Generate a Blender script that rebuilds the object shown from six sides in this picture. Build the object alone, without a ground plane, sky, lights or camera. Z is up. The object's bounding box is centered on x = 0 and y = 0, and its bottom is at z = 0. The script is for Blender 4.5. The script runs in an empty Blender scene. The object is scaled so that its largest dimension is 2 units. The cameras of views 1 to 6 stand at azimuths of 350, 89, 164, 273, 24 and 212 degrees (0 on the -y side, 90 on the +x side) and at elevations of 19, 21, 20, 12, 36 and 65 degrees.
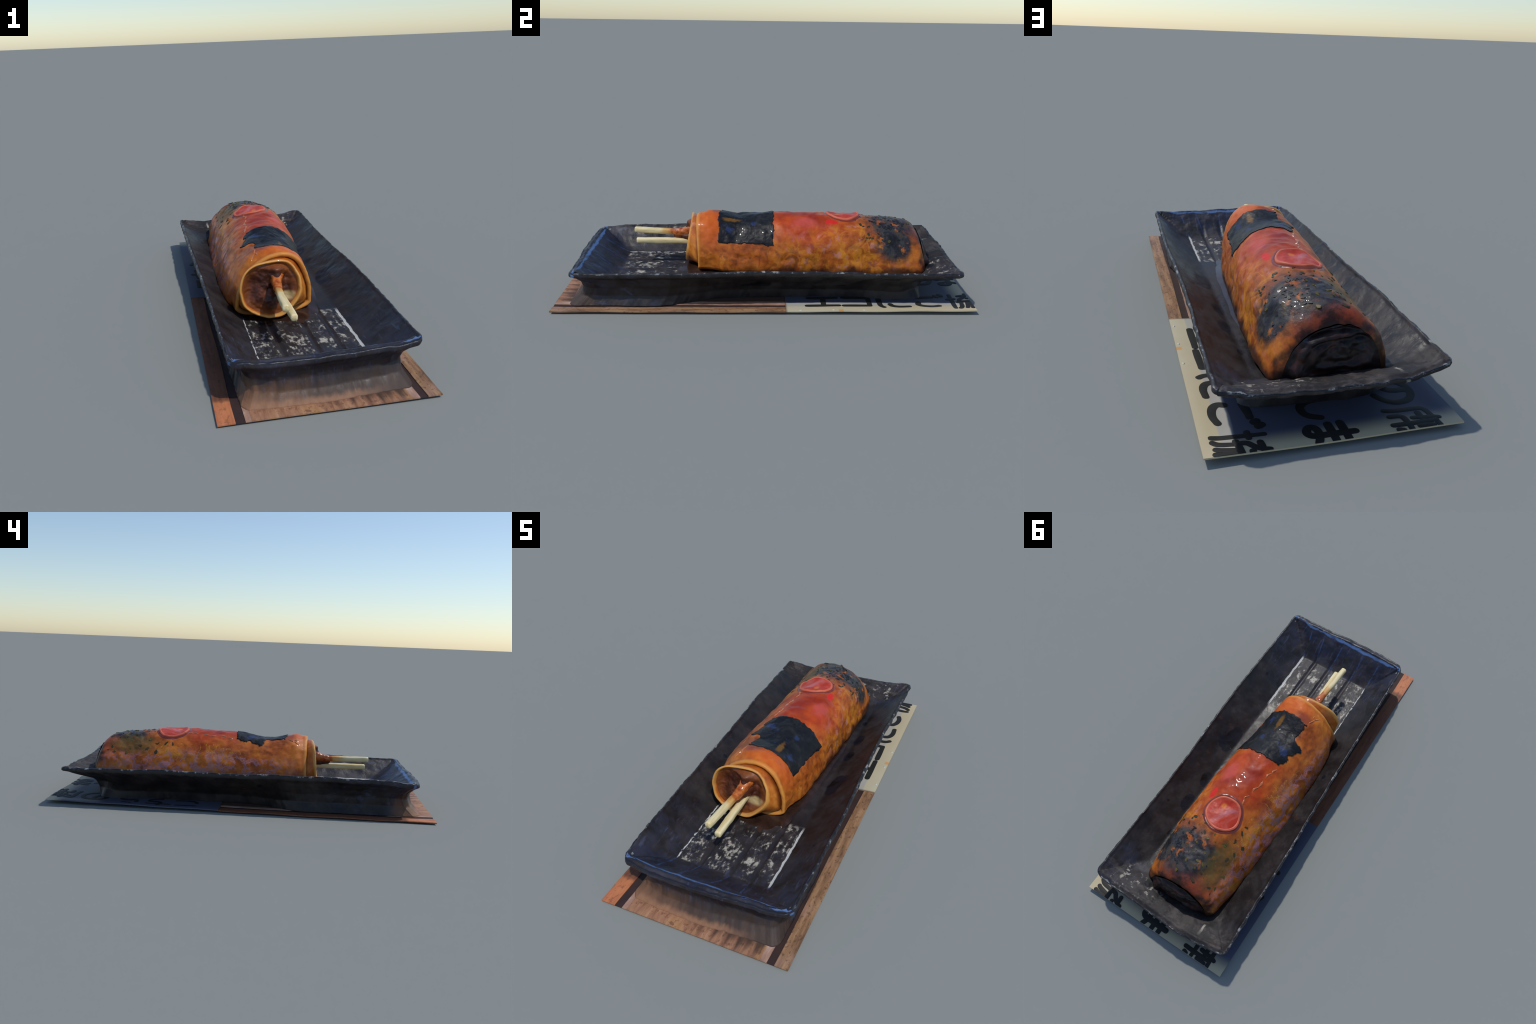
"""A sauce-glazed rolled pancake on two chopsticks, lying in a dark glazed tray that
stands on a cut-out of wooden table top with a hand-lettered paper notice."""
import bpy, bmesh, math
import numpy as np
from mathutils import noise, Vector

rng = np.random.default_rng(7)
smooth = lambda t: (lambda q: q * q * (3 - 2 * q))(np.clip(t, 0, 1))


# ------------------------------------------------------------------ helpers
def lin(r, g, b):
    f = lambda c: c / 255 / 12.92 if c <= 10 else ((c / 255 + 0.055) / 1.055) ** 2.4
    return (f(r), f(g), f(b), 1.0)


def nz(x, y, z, s, octaves=3, off=0.0):
    """Fractal noise, vectorised over arrays, about -1..1."""
    x, y, z = np.broadcast_arrays(np.asarray(x, float), np.asarray(y, float), np.asarray(z, float))
    out = np.array([noise.fractal(Vector((a * s + off, b * s - off, c * s + 2 * off)), 1.0, 2.0, octaves)
                    for a, b, c in zip(x.ravel(), y.ravel(), z.ravel())])
    return out.reshape(x.shape)


def make(name, verts, faces, mat, parent=None, smooth_faces=True, angle=None):
    me = bpy.data.meshes.new(name)
    me.from_pydata([tuple(map(float, v)) for v in verts], [], [tuple(map(int, f)) for f in faces])
    me.update()
    bm = bmesh.new()
    bm.from_mesh(me)
    bmesh.ops.recalc_face_normals(bm, faces=bm.faces)
    bm.to_mesh(me)
    bm.free()
    if smooth_faces:
        me.polygons.foreach_set("use_smooth", [True] * len(me.polygons))
        if angle:
            me.set_sharp_from_angle(angle=math.radians(angle))
    me.materials.append(mat)
    ob = bpy.data.objects.new(name, me)
    bpy.context.scene.collection.objects.link(ob)
    ob.parent = parent
    return ob


def thing(name, label, category):
    ob = bpy.data.objects.new(name, None)
    bpy.context.scene.collection.objects.link(ob)
    ob["label"], ob["category"] = label, category
    return ob


def grid_faces(n, m, wrap=False, start=0):
    """n rows of m vertices; wrap closes each row into a ring."""
    f = []
    for i in range(n - 1):
        for j in range(m if wrap else m - 1):
            k = (j + 1) % m
            f.append((start + i * m + j, start + i * m + k, start + (i + 1) * m + k, start + (i + 1) * m + j))
    return f


# ------------------------------------------------------------------ material node language
class Mat:
    def __init__(self, name):
        self.m = bpy.data.materials.new(name)
        self.m.use_nodes = True
        self.t = self.m.node_tree
        self.b = self.t.nodes["Principled BSDF"]
        tc = self.t.nodes.new("ShaderNodeTexCoord")
        self.p = tc.outputs["Object"]
        s = self.t.nodes.new("ShaderNodeSeparateXYZ")
        self.t.links.new(self.p, s.inputs[0])
        self.x, self.y, self.z = s.outputs

    def put(self, sock, v):
        if isinstance(v, bpy.types.NodeSocket):
            self.t.links.new(v, sock)
        else:
            sock.default_value = v

    def math(self, op, a, b=0.0, clamp=False):
        n = self.t.nodes.new("ShaderNodeMath")
        n.operation, n.use_clamp = op, clamp
        self.put(n.inputs[0], a)
        self.put(n.inputs[1], b)
        return n.outputs[0]

    def add(self, a, b): return self.math("ADD", a, b)
    def sub(self, a, b): return self.math("SUBTRACT", a, b)
    def mul(self, a, b): return self.math("MULTIPLY", a, b)
    def inv(self, a): return self.math("SUBTRACT", 1.0, a, True)

    def step(self, v, lo, hi, a=0.0, b=1.0):
        n = self.t.nodes.new("ShaderNodeMapRange")
        n.interpolation_type = "SMOOTHSTEP"
        self.put(n.inputs[0], v)
        for i, q in enumerate((lo, hi, a, b)):
            n.inputs[i + 1].default_value = q
        return n.outputs[0]

    def scaled(self, scale, loc=(0, 0, 0), vec=None, rot=(0, 0, 0)):
        n = self.t.nodes.new("ShaderNodeMapping")
        self.put(n.inputs[0], vec or self.p)
        n.inputs["Location"].default_value = loc
        n.inputs["Rotation"].default_value = rot
        n.inputs["Scale"].default_value = scale
        return n.outputs[0]

    def noise(self, scale, detail=4.0, rough=0.55, vec=None, distort=0.0, stretch=None, off=0.0):
        n = self.t.nodes.new("ShaderNodeTexNoise")
        v = vec or self.p
        if stretch or off:
            v = self.scaled(stretch or (1, 1, 1), (off, off * 1.7, -off), v)
        self.put(n.inputs["Vector"], v)
        n.inputs["Scale"].default_value, n.inputs["Detail"].default_value = scale, detail
        n.inputs["Roughness"].default_value, n.inputs["Distortion"].default_value = rough, distort
        return n.outputs[0]

    def voronoi(self, scale, feature="F1", vec=None, out="Distance"):
        n = self.t.nodes.new("ShaderNodeTexVoronoi")
        n.feature = feature
        self.put(n.inputs["Vector"], vec or self.p)
        n.inputs["Scale"].default_value = scale
        return n.outputs[out]

    def mix(self, f, a, b, mode="MIX"):
        n = self.t.nodes.new("ShaderNodeMix")
        n.data_type, n.blend_type = "RGBA", mode
        self.put(n.inputs[0], f)
        self.put(n.inputs[6], a)
        self.put(n.inputs[7], b)
        return n.outputs[2]

    def ramp(self, f, *stops):
        n = self.t.nodes.new("ShaderNodeValToRGB")
        self.put(n.inputs[0], f)
        e = n.color_ramp.elements
        while len(e) < len(stops):
            e.new(0.5)
        for q, (pos, col) in zip(e, stops):
            q.position, q.color = pos, col
        return n.outputs[0]

    def blob(self, centre, radii, soft=0.4, wob=0.0, wscale=8.0, rot=(0, 0, 0)):
        """1 inside an ellipsoid, 0 outside, with a noisy rim."""
        n = self.t.nodes.new("ShaderNodeVectorMath")
        n.operation = "SUBTRACT"
        self.put(n.inputs[0], self.p)
        n.inputs[1].default_value = centre
        v = self.scaled(tuple(1 / r for r in radii), vec=n.outputs[0])
        l = self.t.nodes.new("ShaderNodeVectorMath")
        l.operation = "LENGTH"
        self.put(l.inputs[0], v)
        d = l.outputs["Value"]
        if wob:
            d = self.add(d, self.mul(self.sub(self.noise(wscale, 5, 0.65), 0.5), wob))
        return self.step(d, 1 - soft, 1 + soft, 1.0, 0.0)

    def bump(self, h, strength=0.3, dist=0.01):
        n = self.t.nodes.new("ShaderNodeBump")
        n.inputs["Strength"].default_value, n.inputs["Distance"].default_value = strength, dist
        self.put(n.inputs["Height"], h)
        self.put(self.b.inputs["Normal"], n.outputs[0])

    def done(self, colour, rough=0.5, spec=0.5, coat=0.0, coat_rough=0.1):
        self.put(self.b.inputs["Base Color"], colour)
        self.put(self.b.inputs["Roughness"], rough)
        self.put(self.b.inputs["Specular IOR Level"], spec)
        self.put(self.b.inputs["Coat Weight"], coat)
        self.b.inputs["Coat Roughness"].default_value = coat_rough
        return self.m


# ------------------------------------------------------------------ materials
def wood_material(name, light, mid, dark, speckle, painted_shadow=False, plank_shade=0.0):
    m = Mat(name)
    g = m.noise(9, 6, 0.6, stretch=(6.0, 0.7, 1))
    c = m.ramp(g, (0.25, dark), (0.5, mid), (0.75, light))
    b = m.noise(14, 3, 0.5, stretch=(0.8, 0.5, 1), off=3)
    c = m.mix(m.mul(m.step(b, 0.5, 0.72), 0.55), c, speckle)
    f = m.noise(70, 4, 0.65, stretch=(1, 0.6, 1))
    c = m.mix(m.mul(m.step(f, 0.53, 0.66), 0.75), c, dark)
    if painted_shadow:
        # tray shadow painted as stain in front of the tray, with streaks running along the grain
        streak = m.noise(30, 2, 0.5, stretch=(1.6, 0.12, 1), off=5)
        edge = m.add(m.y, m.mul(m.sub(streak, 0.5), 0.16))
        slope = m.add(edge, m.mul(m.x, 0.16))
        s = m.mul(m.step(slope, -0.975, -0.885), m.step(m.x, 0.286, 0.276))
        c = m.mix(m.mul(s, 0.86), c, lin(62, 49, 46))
    if plank_shade:  # cast shade darkened into the left plank's colour
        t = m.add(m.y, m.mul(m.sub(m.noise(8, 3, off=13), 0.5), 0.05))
        c = m.mix(m.mul(m.step(t, -0.875, -0.845), plank_shade), c, lin(44, 34, 34))
    m.bump(m.add(g, m.mul(f, 0.6)), 0.35, 0.004)
    return m.done(c, 0.6, 0.35)


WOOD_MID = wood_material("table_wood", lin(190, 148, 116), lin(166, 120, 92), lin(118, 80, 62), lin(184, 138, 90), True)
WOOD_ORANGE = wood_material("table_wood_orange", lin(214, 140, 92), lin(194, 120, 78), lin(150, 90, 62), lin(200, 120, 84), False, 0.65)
WOOD_GOLD = wood_material("table_wood_golden", lin(184, 148, 110), lin(154, 116, 84), lin(92, 66, 50), lin(172, 136, 116))


def groove_material():
    m = Mat("table_groove")
    return m.done(m.mix(m.noise(20, 4), lin(46, 36, 38), lin(74, 52, 46)), 0.7, 0.3)


def pale_strip_material():
    m = Mat("pale_plank_edge")
    c = m.ramp(m.noise(25, 5, 0.6, stretch=(2, 0.5, 1)), (0.3, lin(140, 104, 86)), (0.55, lin(178, 140, 120)), (0.75, lin(206, 180, 166)))
    return m.done(c, 0.55, 0.4)


def paper_material():
    m = Mat("notice_paper")
    c = m.mix(m.noise(5, 4), lin(204, 198, 172), lin(190, 176, 144))
    c = m.mix(m.step(m.y, 0.1, 0.9, 0.0, 0.5), c, lin(198, 178, 138))
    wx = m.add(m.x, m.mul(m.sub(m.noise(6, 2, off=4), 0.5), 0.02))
    shade_tint = m.mul(m.step(wx, 0.306, 0.290), m.step(m.y, 0.985, 0.90))  # the tray's blue shadow, tinted into the cream sheet
    c = m.mix(m.mul(shade_tint, 0.92), c, m.mix(m.noise(4, 2, off=9), lin(50, 58, 86), lin(66, 76, 106)))
    blue_grey_band = m.mul(m.step(wx, 0.342, 0.334), m.step(wx, 0.290, 0.300))
    c = m.mix(m.mul(m.mul(blue_grey_band, m.step(m.y, 0.99, 0.95)), 0.5), c, lin(150, 158, 172))
    torn = m.math("MULTIPLY", m.step(m.math("ABSOLUTE", m.sub(m.y, 0.36)), 0.014, 0.009), m.step(m.x, 0.376, 0.384))
    c = m.mix(torn, c, lin(214, 160, 100))
    c = m.mix(m.mul(m.step(m.y, 0.112, 0.1), 0.7), c, lin(110, 84, 66))
    m.bump(m.noise(30, 4), 0.15, 0.003)
    return m.done(c, 0.55, 0.3)


def ink_material():
    m = Mat("marker_ink")
    return m.done(m.mix(m.noise(18, 4), lin(22, 24, 26), lin(52, 50, 46)), 0.6, 0.3)


GROOVES = (-0.103, 0.032, 0.125)
EDGE_L, EDGE_R, EDGE_F, EDGE_B = -0.206, 0.206, -0.735, 0.745


def glaze_material():
    m = Mat("dark_glaze")
    n1 = m.noise(9, 6, 0.6)
    c = m.ramp(n1, (0.3, lin(26, 23, 23)), (0.5, lin(41, 37, 37)), (0.68, lin(58, 52, 50)))
    # blue-grey mottling, mostly at the front and in the corners
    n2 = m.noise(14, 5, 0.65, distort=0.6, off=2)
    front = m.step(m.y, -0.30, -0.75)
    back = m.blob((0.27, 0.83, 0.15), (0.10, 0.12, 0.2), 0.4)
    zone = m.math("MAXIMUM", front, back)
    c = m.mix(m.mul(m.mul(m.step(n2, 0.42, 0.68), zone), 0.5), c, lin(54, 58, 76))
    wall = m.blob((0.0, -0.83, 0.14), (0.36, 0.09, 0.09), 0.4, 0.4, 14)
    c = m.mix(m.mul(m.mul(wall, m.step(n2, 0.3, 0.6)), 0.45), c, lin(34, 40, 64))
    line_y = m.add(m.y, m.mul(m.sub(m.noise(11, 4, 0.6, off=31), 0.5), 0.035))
    rim_sky_glint = m.mul(m.mul(m.step(m.math("ABSOLUTE", m.add(line_y, 0.888)), 0.010, 0.003), m.step(m.noise(8, 2, off=33), 0.3, 0.45)), m.step(m.z, 0.140, 0.152))  # wavy blue sky reflection painted along the front rim
    c = m.mix(m.mul(rim_sky_glint, 0.8), c, lin(92, 126, 178))
    streak = m.step(m.noise(34, 4, 0.6, stretch=(2.4, 0.4, 0.6), off=7), 0.56, 0.70)  # streaky sky reflections coloured into the glaze
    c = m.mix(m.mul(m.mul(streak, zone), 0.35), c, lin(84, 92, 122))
    # blue sky reflections drawn along the grooves up the front wall
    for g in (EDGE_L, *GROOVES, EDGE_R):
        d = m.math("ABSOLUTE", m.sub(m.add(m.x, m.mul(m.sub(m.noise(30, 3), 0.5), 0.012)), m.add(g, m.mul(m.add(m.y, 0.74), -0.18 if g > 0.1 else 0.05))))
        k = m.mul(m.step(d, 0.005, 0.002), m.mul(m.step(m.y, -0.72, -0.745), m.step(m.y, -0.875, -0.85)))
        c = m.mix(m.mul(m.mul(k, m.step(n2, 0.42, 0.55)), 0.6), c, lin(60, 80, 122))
    # rusty freckles
    c = m.mix(m.mul(m.step(m.noise(24, 3, 0.5, off=11), 0.64, 0.74), 0.4), c, lin(80, 52, 40))
    # matt grey scuffs on the wall of the far end
    scuff = m.mul(m.step(m.y, 0.80, 0.86), m.step(m.noise(22, 5, 0.65, stretch=(1, 1.6, 1), off=3), 0.48, 0.64))
    c = m.mix(m.mul(scuff, 0.5), c, lin(88, 80, 76))
    crust = m.mul(m.blob((0.18, 0.87, 0.12), (0.14, 0.07, 0.1), 0.4, 0.6, 14), m.step(m.noise(30, 5, 0.65, off=71), 0.56, 0.66))
    streak2 = m.mul(m.mul(m.step(m.math("ABSOLUTE", m.add(m.add(m.x, m.mul(m.sub(m.noise(26, 3, off=72), 0.5), 0.02)), 0.225)), 0.008, 0.003), m.step(m.y, 0.845, 0.86)), m.step(m.z, 0.105, 0.115))
    c = m.mix(m.mul(m.math("MAXIMUM", crust, m.mul(streak2, m.step(m.z, 0.165, 0.15))), 0.8), c, lin(176, 168, 154))
    # cream crusty flecks on the raised floor bands, with the pressed grooves left dark
    wx = m.add(m.x, m.mul(m.sub(m.noise(24, 3, off=21), 0.5), 0.016))
    wy = m.add(m.y, m.mul(m.sub(m.noise(20, 4, off=22), 0.5), 0.03))
    bed = m.mul(m.mul(m.step(wx, EDGE_L + 0.002, EDGE_L + 0.01), m.step(wx, EDGE_R - 0.002, EDGE_R - 0.01)),
                m.mul(m.step(wy, EDGE_F, EDGE_F + 0.014), m.step(wy, -0.34, -0.37)))
    for g in GROOVES:
        bed = m.mul(bed, m.step(m.math("ABSOLUTE", m.sub(wx, g)), 0.010, 0.016))
    fl = m.noise(46, 6, 0.66, stretch=(1.3, 0.75, 1))
    big = m.noise(9, 3, 0.5, off=4)
    k = m.add(fl, m.mul(m.sub(big, 0.52), 0.6))
    c = m.mix(m.mul(bed, m.step(k, 0.44, 0.60, 0.0, 0.8)), c, lin(88, 84, 80))
    c = m.mix(m.mul(bed, m.step(k, 0.53, 0.64, 0.0, 0.95)), c, m.mix(m.noise(30, 3, off=81), lin(150, 144, 132), lin(206, 200, 184)))
    # pits drawn as dark patches on the closed walls
    painted_gaps = None
    for px, py, rx, ry in ((0.238, -0.045, 0.034, 0.085), (0.262, -0.005, 0.030, 0.040), (0.222, 0.225, 0.026, 0.046), (0.226, 0.380, 0.026, 0.045),
                           (0.205, 0.565, 0.012, 0.020), (0.122, 0.835, 0.020, 0.020), (-0.305, -0.10, 0.010, 0.013), (0.30, 0.44, 0.006, 0.007), (0.30, -0.49, 0.006, 0.008)):
        q = m.blob((px, py, 0.12), (rx, ry, 0.2), 0.08, 0.9, 16)
        painted_gaps = q if painted_gaps is None else m.math("MAXIMUM", painted_gaps, q)
    c = m.mix(m.mul(painted_gaps, m.step(m.z, 0.075, 0.085)), c, m.mix(m.step(m.noise(13, 2, off=50), 0.42, 0.5), lin(8, 8, 10), lin(20, 23, 32)))
    # pale lines along the edges of the floor
    ry = m.mul(m.step(m.y, EDGE_F - 0.005, EDGE_F + 0.015), m.step(m.y, -0.34, -0.39))
    wr = m.add(m.x, m.mul(m.sub(m.noise(26, 3, off=23), 0.5), 0.012))
    right = m.mul(m.step(m.math("ABSOLUTE", m.sub(wr, EDGE_R)), 0.0062, 0.0040), ry)
    left = m.mul(m.mul(m.step(m.math("ABSOLUTE", m.sub(wr, EDGE_L)), 0.003, 0.0018), ry), m.step(fl, 0.42, 0.5))
    c = m.mix(m.mul(m.math("MAXIMUM", right, left), 0.9), c, lin(206, 206, 200))
    # the outer faces pick up a brown tone towards the foot at the front
    foot = m.mul(m.step(m.y, -0.76, -0.84), m.step(m.add(m.z, m.mul(m.sub(m.noise(16, 4, stretch=(2, 1, 0.5)), 0.5), 0.10)), 0.12, 0.02))
    warm = m.mix(m.noise(20, 4, stretch=(2, 1, 0.4), off=3), lin(98, 68, 48), lin(140, 102, 76))
    dark = m.mix(m.noise(20, 4, stretch=(2, 1, 0.4), off=3), lin(52, 42, 39), lin(82, 64, 54))
    side = m.step(m.add(m.x, m.mul(m.sub(m.noise(9, 3, off=61), 0.5), 0.2)), -0.27, 0.08)
    c = m.mix(m.mul(foot, 0.9), c, m.mix(side, warm, dark))
    toe = m.mul(m.step(m.y, -0.86, -0.90), m.step(m.add(m.z, m.mul(m.sub(m.noise(18, 4, stretch=(2, 1, 1), off=5), 0.5), 0.03)), 0.034, 0.014))
    c = m.mix(m.mul(m.mul(toe, m.step(m.x, 0.27, 0.05)), 0.8), c, m.mix(m.noise(22, 4, stretch=(3, 1, 1)), lin(128, 90, 66), lin(166, 122, 92)))
    m.bump(m.add(n2, m.add(m.mul(m.noise(60, 3), 0.4), m.mul(m.mul(bed, k), 1.5))), 0.35, 0.006)
    rough = m.math("MAXIMUM", m.step(n1, 0.35, 0.65, 0.34, 0.55), m.mul(0.62, m.math("MAXIMUM", foot, m.step(m.y, 0.74, 0.82))))
    return m.done(c, rough, 0.34)


def rim_material():
    m = Mat("rim_glaze")
    n = m.noise(26, 6, 0.75)
    c = m.ramp(n, (0.42, lin(28, 27, 30)), (0.55, lin(46, 46, 52)), (0.63, lin(150, 152, 152)))  # palest stop paints the broken glint along the rim
    c = m.mix(m.step(m.y, -0.86, -0.89), c, m.mix(n, lin(24, 23, 28), lin(44, 44, 54)))
    m.bump(n, 0.4, 0.004)
    return m.done(c, 0.35, 0.4)


def sauce_material():
    m = Mat("thick_sauce")
    c = m.ramp(m.noise(11, 4, 0.6), (0.3, lin(30, 20, 16)), (0.55, lin(54, 37, 30)), (0.8, lin(78, 62, 56)))
    m.bump(m.noise(14, 2), 0.1, 0.006)
    return m.done(c, 0.22, 0.4, 0.15, 0.03)


def skin_material(name="glazed_skin", inner=False):
    m = Mat(name)
    fine = m.noise(26, 6, 0.6, stretch=(1, 0.7, 1))
    big = m.noise(6, 4, 0.55, off=2)
    c = m.ramp(m.add(m.mul(fine, 0.5), m.mul(big, 0.5)),
               (0.37, lin(124, 58, 20)), (0.46, lin(168, 84, 26)), (0.55, lin(192, 106, 34)), (0.65, lin(208, 130, 52)))
    if inner:
        c = m.mix(m.mul(m.step(m.noise(16, 4, off=6), 0.5, 0.66), 0.5), c, lin(168, 86, 34))
        c = m.mix(m.mul(m.step(m.y, -0.352, -0.332), 0.85), c, lin(84, 36, 18))
        c = m.mix(m.mul(m.step(m.add(m.y, m.sub(m.mul(m.sub(fine, 0.5), 0.02), m.mul(m.sub(m.z, 0.222), 0.13))), -0.374, -0.386), 0.75), c, lin(226, 168, 88))
        m.bump(m.noise(20, 3), 0.3, 0.006)
        return m.done(c, 0.4, 0.25, 0.2, 0.04)
    # pale cut edge of the wrapper
    edge = m.step(m.add(m.y, m.mul(m.sub(fine, 0.5), 0.012)), -0.320, -0.334)
    c = m.mix(m.mul(edge, 0.6), c, lin(226, 162, 78))
    # pancake mottling on the right flank: yellow rings, purple bits, red bits
    flank = m.blob((0.12, 0.42, 0.22), (0.13, 0.34, 0.13), 0.35, 0.5, 9)
    ring = m.step(m.math("ABSOLUTE", m.sub(m.noise(11, 3, 0.5, distort=0.9, off=17), 0.55)), 0.05, 0.015)
    c = m.mix(m.mul(m.mul(flank, m.step(m.noise(13, 4, 0.6, distort=0.6, off=27), 0.5, 0.62)), 0.6), c, lin(218, 142, 36))
    c = m.mix(m.mul(m.mul(flank, ring), 0.25), c, lin(226, 156, 40))
    c = m.mix(m.mul(flank, m.mul(m.step(m.voronoi(13), 0.2, 0.1), m.step(m.noise(9, 2, off=41), 0.5, 0.58))), c, lin(112, 58, 54))
    c = m.mix(m.mul(m.mul(flank, m.step(m.noise(22, 4, 0.6, off=8), 0.54, 0.64)), 0.65), c, lin(194, 128, 118))  # pinkish-lilac blotches over the flank
    c = m.mix(m.mul(m.mul(flank, m.step(m.noise(26, 3, 0.5, off=12), 0.63, 0.69)), 0.7), c, lin(134, 70, 66))
    # caramel swirls low on the right flank near the front
    low = m.blob((0.13, 0.0, 0.15), (0.1, 0.42, 0.085), 0.4, 0.5, 10)
    c = m.mix(m.mul(m.mul(low, m.step(m.noise(15, 4, 0.6, distort=1.4, off=5), 0.48, 0.66)), 0.65), c, lin(104, 52, 20))
    # red sauce on the crown between the black sheet and the sausage slice
    red = m.blob((0.0, 0.20, 0.34), (0.16, 0.21, 0.14), 0.45, 0.8, 7)
    c = m.mix(m.mul(red, 0.75), c, m.ramp(m.noise(13, 4, 0.6, off=3), (0.35, lin(146, 26, 12)), (0.55, lin(182, 50, 14)), (0.7, lin(194, 72, 30))))
    pink = m.blob((0.06, 0.2, 0.33), (0.032, 0.05, 0.05), 0.5, 1.6, 16)
    c = m.mix(m.mul(pink, 0.65), c, lin(200, 84, 76))
    maroon = m.blob((-0.035, 0.17, 0.36), (0.05, 0.055, 0.05), 0.5, 0.7, 12)
    c = m.mix(m.mul(maroon, 0.6), c, lin(140, 36, 26))
    bit = m.blob((0.066, 0.335, 0.34), (0.015, 0.030, 0.04), 0.25, 1.0, 26)
    c = m.mix(bit, c, lin(212, 40, 30))
    front_red = m.blob((0.02, -0.27, 0.33), (0.12, 0.06, 0.12), 0.5, 0.5, 9)
    c = m.mix(m.mul(front_red, 0.65), c, lin(214, 92, 30))
    plum = m.blob((-0.09, -0.245, 0.36), (0.05, 0.025, 0.05), 0.5, 0.5, 14)
    c = m.mix(m.mul(plum, 0.65), c, lin(128, 52, 40))
    # red-brown glaze at the far end of the crown
    end = m.blob((-0.05, 0.78, 0.31), (0.17, 0.085, 0.09), 0.35, 0.5, 9)
    c = m.mix(m.mul(end, 0.8), c, m.mix(m.noise(12, 3, off=1), lin(158, 60, 34), lin(120, 48, 36)))
    # bluish light reflected on the left flank, painted as mauve lace
    mauve_sheen = m.blob((-0.25, 0.27, 0.2), (0.12, 0.52, 0.085), 0.45, 0.5, 8)
    vn = m.noise(17, 6, 0.62, distort=1.1, off=9)
    lace = m.step(m.math("ABSOLUTE", m.sub(vn, 0.54)), 0.05, 0.015)
    c = m.mix(m.mul(m.mul(mauve_sheen, m.math("MAXIMUM", lace, m.step(vn, 0.58, 0.66))), 0.75), c, lin(166, 122, 136))
    c = m.mix(m.mul(m.mul(m.blob((-0.22, 0.3, 0.28), (0.1, 0.3, 0.05), 0.4), m.step(m.math("ABSOLUTE", m.sub(m.noise(20, 3, 0.5, distort=1.0, off=15), 0.5)), 0.012, 0.004)), 0.8), c, lin(214, 160, 40))
    # black-green seaweed sludge
    sludge = m.math("MAXIMUM", m.blob((0.0, 0.63, 0.33), (0.18, 0.125, 0.13), 0.35, 1.3, 12),
                    m.blob((0.12, 0.645, 0.26), (0.08, 0.10, 0.11), 0.25, 0.7, 12))
    sn = m.noise(20, 5, 0.65, distort=0.5, off=14)
    sc = m.ramp(sn, (0.32, lin(26, 24, 26)), (0.47, lin(44, 42, 46)), (0.57, lin(64, 62, 64)), (0.64, lin(72, 62, 44)), (0.78, lin(104, 62, 40)))
    c = m.mix(m.mul(sludge, m.step(m.noise(15, 5, 0.65, off=18), 0.31, 0.45)), c, sc)
    olive = m.blob((-0.15, 0.60, 0.29), (0.06, 0.13, 0.07), 0.4, 0.8, 11)
    c = m.mix(m.mul(olive, 0.7), c, m.mix(m.noise(18, 3), lin(112, 92, 34), lin(70, 58, 32)))
    # sauce soaked into the underside with a ragged tide line
    tide = m.add(m.z, m.mul(m.sub(m.noise(10, 5, 0.6, off=20), 0.5), 0.11))
    soak = m.mul(m.mul(m.step(tide, 0.158, 0.118), m.step(m.y, -0.22, 0.06)), m.step(m.x, -0.05, 0.03))
    c = m.mix(m.mul(soak, 0.9), c, lin(44, 28, 22))
    low_brown_left = m.mul(m.step(tide, 0.15, 0.09), m.step(m.x, -0.05, -0.1))  # browner band low on the left side
    c = m.mix(m.mul(low_brown_left, 0.6), c, lin(84, 44, 22))
    charred = m.step(m.add(m.y, m.add(m.mul(m.sub(m.noise(13, 4, off=40), 0.5), 0.16), m.mul(m.z, 0.12))), 0.782, 0.818)
    c = m.mix(m.mul(charred, 0.9), c, lin(28, 18, 16))
    m.bump(m.add(m.mul(fine, 0.6), m.mul(m.mul(sludge, sn), 1.6)), 0.35, 0.008)
    return m.done(c, m.step(m.noise(12, 3, off=30), 0.3, 0.7, 0.42, 0.56), 0.22, 0.14, 0.04)


def nori_material():
    m = Mat("nori")
    n = m.noise(16, 6, 0.65, distort=0.5)
    c = m.ramp(n, (0.3, lin(15, 15, 18)), (0.5, lin(26, 27, 31)), (0.62, lin(40, 41, 42)), (0.74, lin(56, 52, 42)))
    c = m.mix(m.mul(m.step(m.noise(15, 4, 0.6, off=5), 0.56, 0.66), 0.6), c, lin(44, 62, 108))
    gold = m.blob((0.010, -0.17, 0.34), (0.011, 0.045, 0.06), 0.5, 2.2, 34)
    c = m.mix(m.mul(gold, 0.75), c, lin(128, 88, 30))
    m.bump(m.noise(28, 5, 0.6), 0.5, 0.006)
    return m.done(c, 0.45, 0.2, 0.05, 0.03)


def sausage_material():
    m = Mat("sausage_slice")
    n = m.noise(11, 4, 0.55, distort=0.8)
    c = m.ramp(n, (0.34, lin(164, 42, 22)), (0.5, lin(188, 58, 36)), (0.6, lin(192, 80, 66)), (0.7, lin(190, 104, 104)))
    c = m.mix(m.mul(m.blob((-0.02, 0.37, 0.37), (0.012, 0.014, 0.05), 0.5, 0.5, 30), 0.8), c, lin(222, 120, 40))
    m.bump(m.noise(18, 3), 0.2, 0.005)
    return m.done(c, 0.45, 0.3)


def sausage_rind_material():
    m = Mat("sausage_rind")
    c = m.mix(m.noise(20, 4), lin(198, 80, 52), lin(218, 120, 90))
    return m.done(c, 0.45, 0.3)


def sausage_shadow_material():
    m = Mat("sausage_shadow_ring")
    c = m.mix(m.noise(20, 4), lin(96, 36, 34), lin(142, 62, 44))
    return m.done(c, 0.3, 0.5, 0.1, 0.1)


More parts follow.
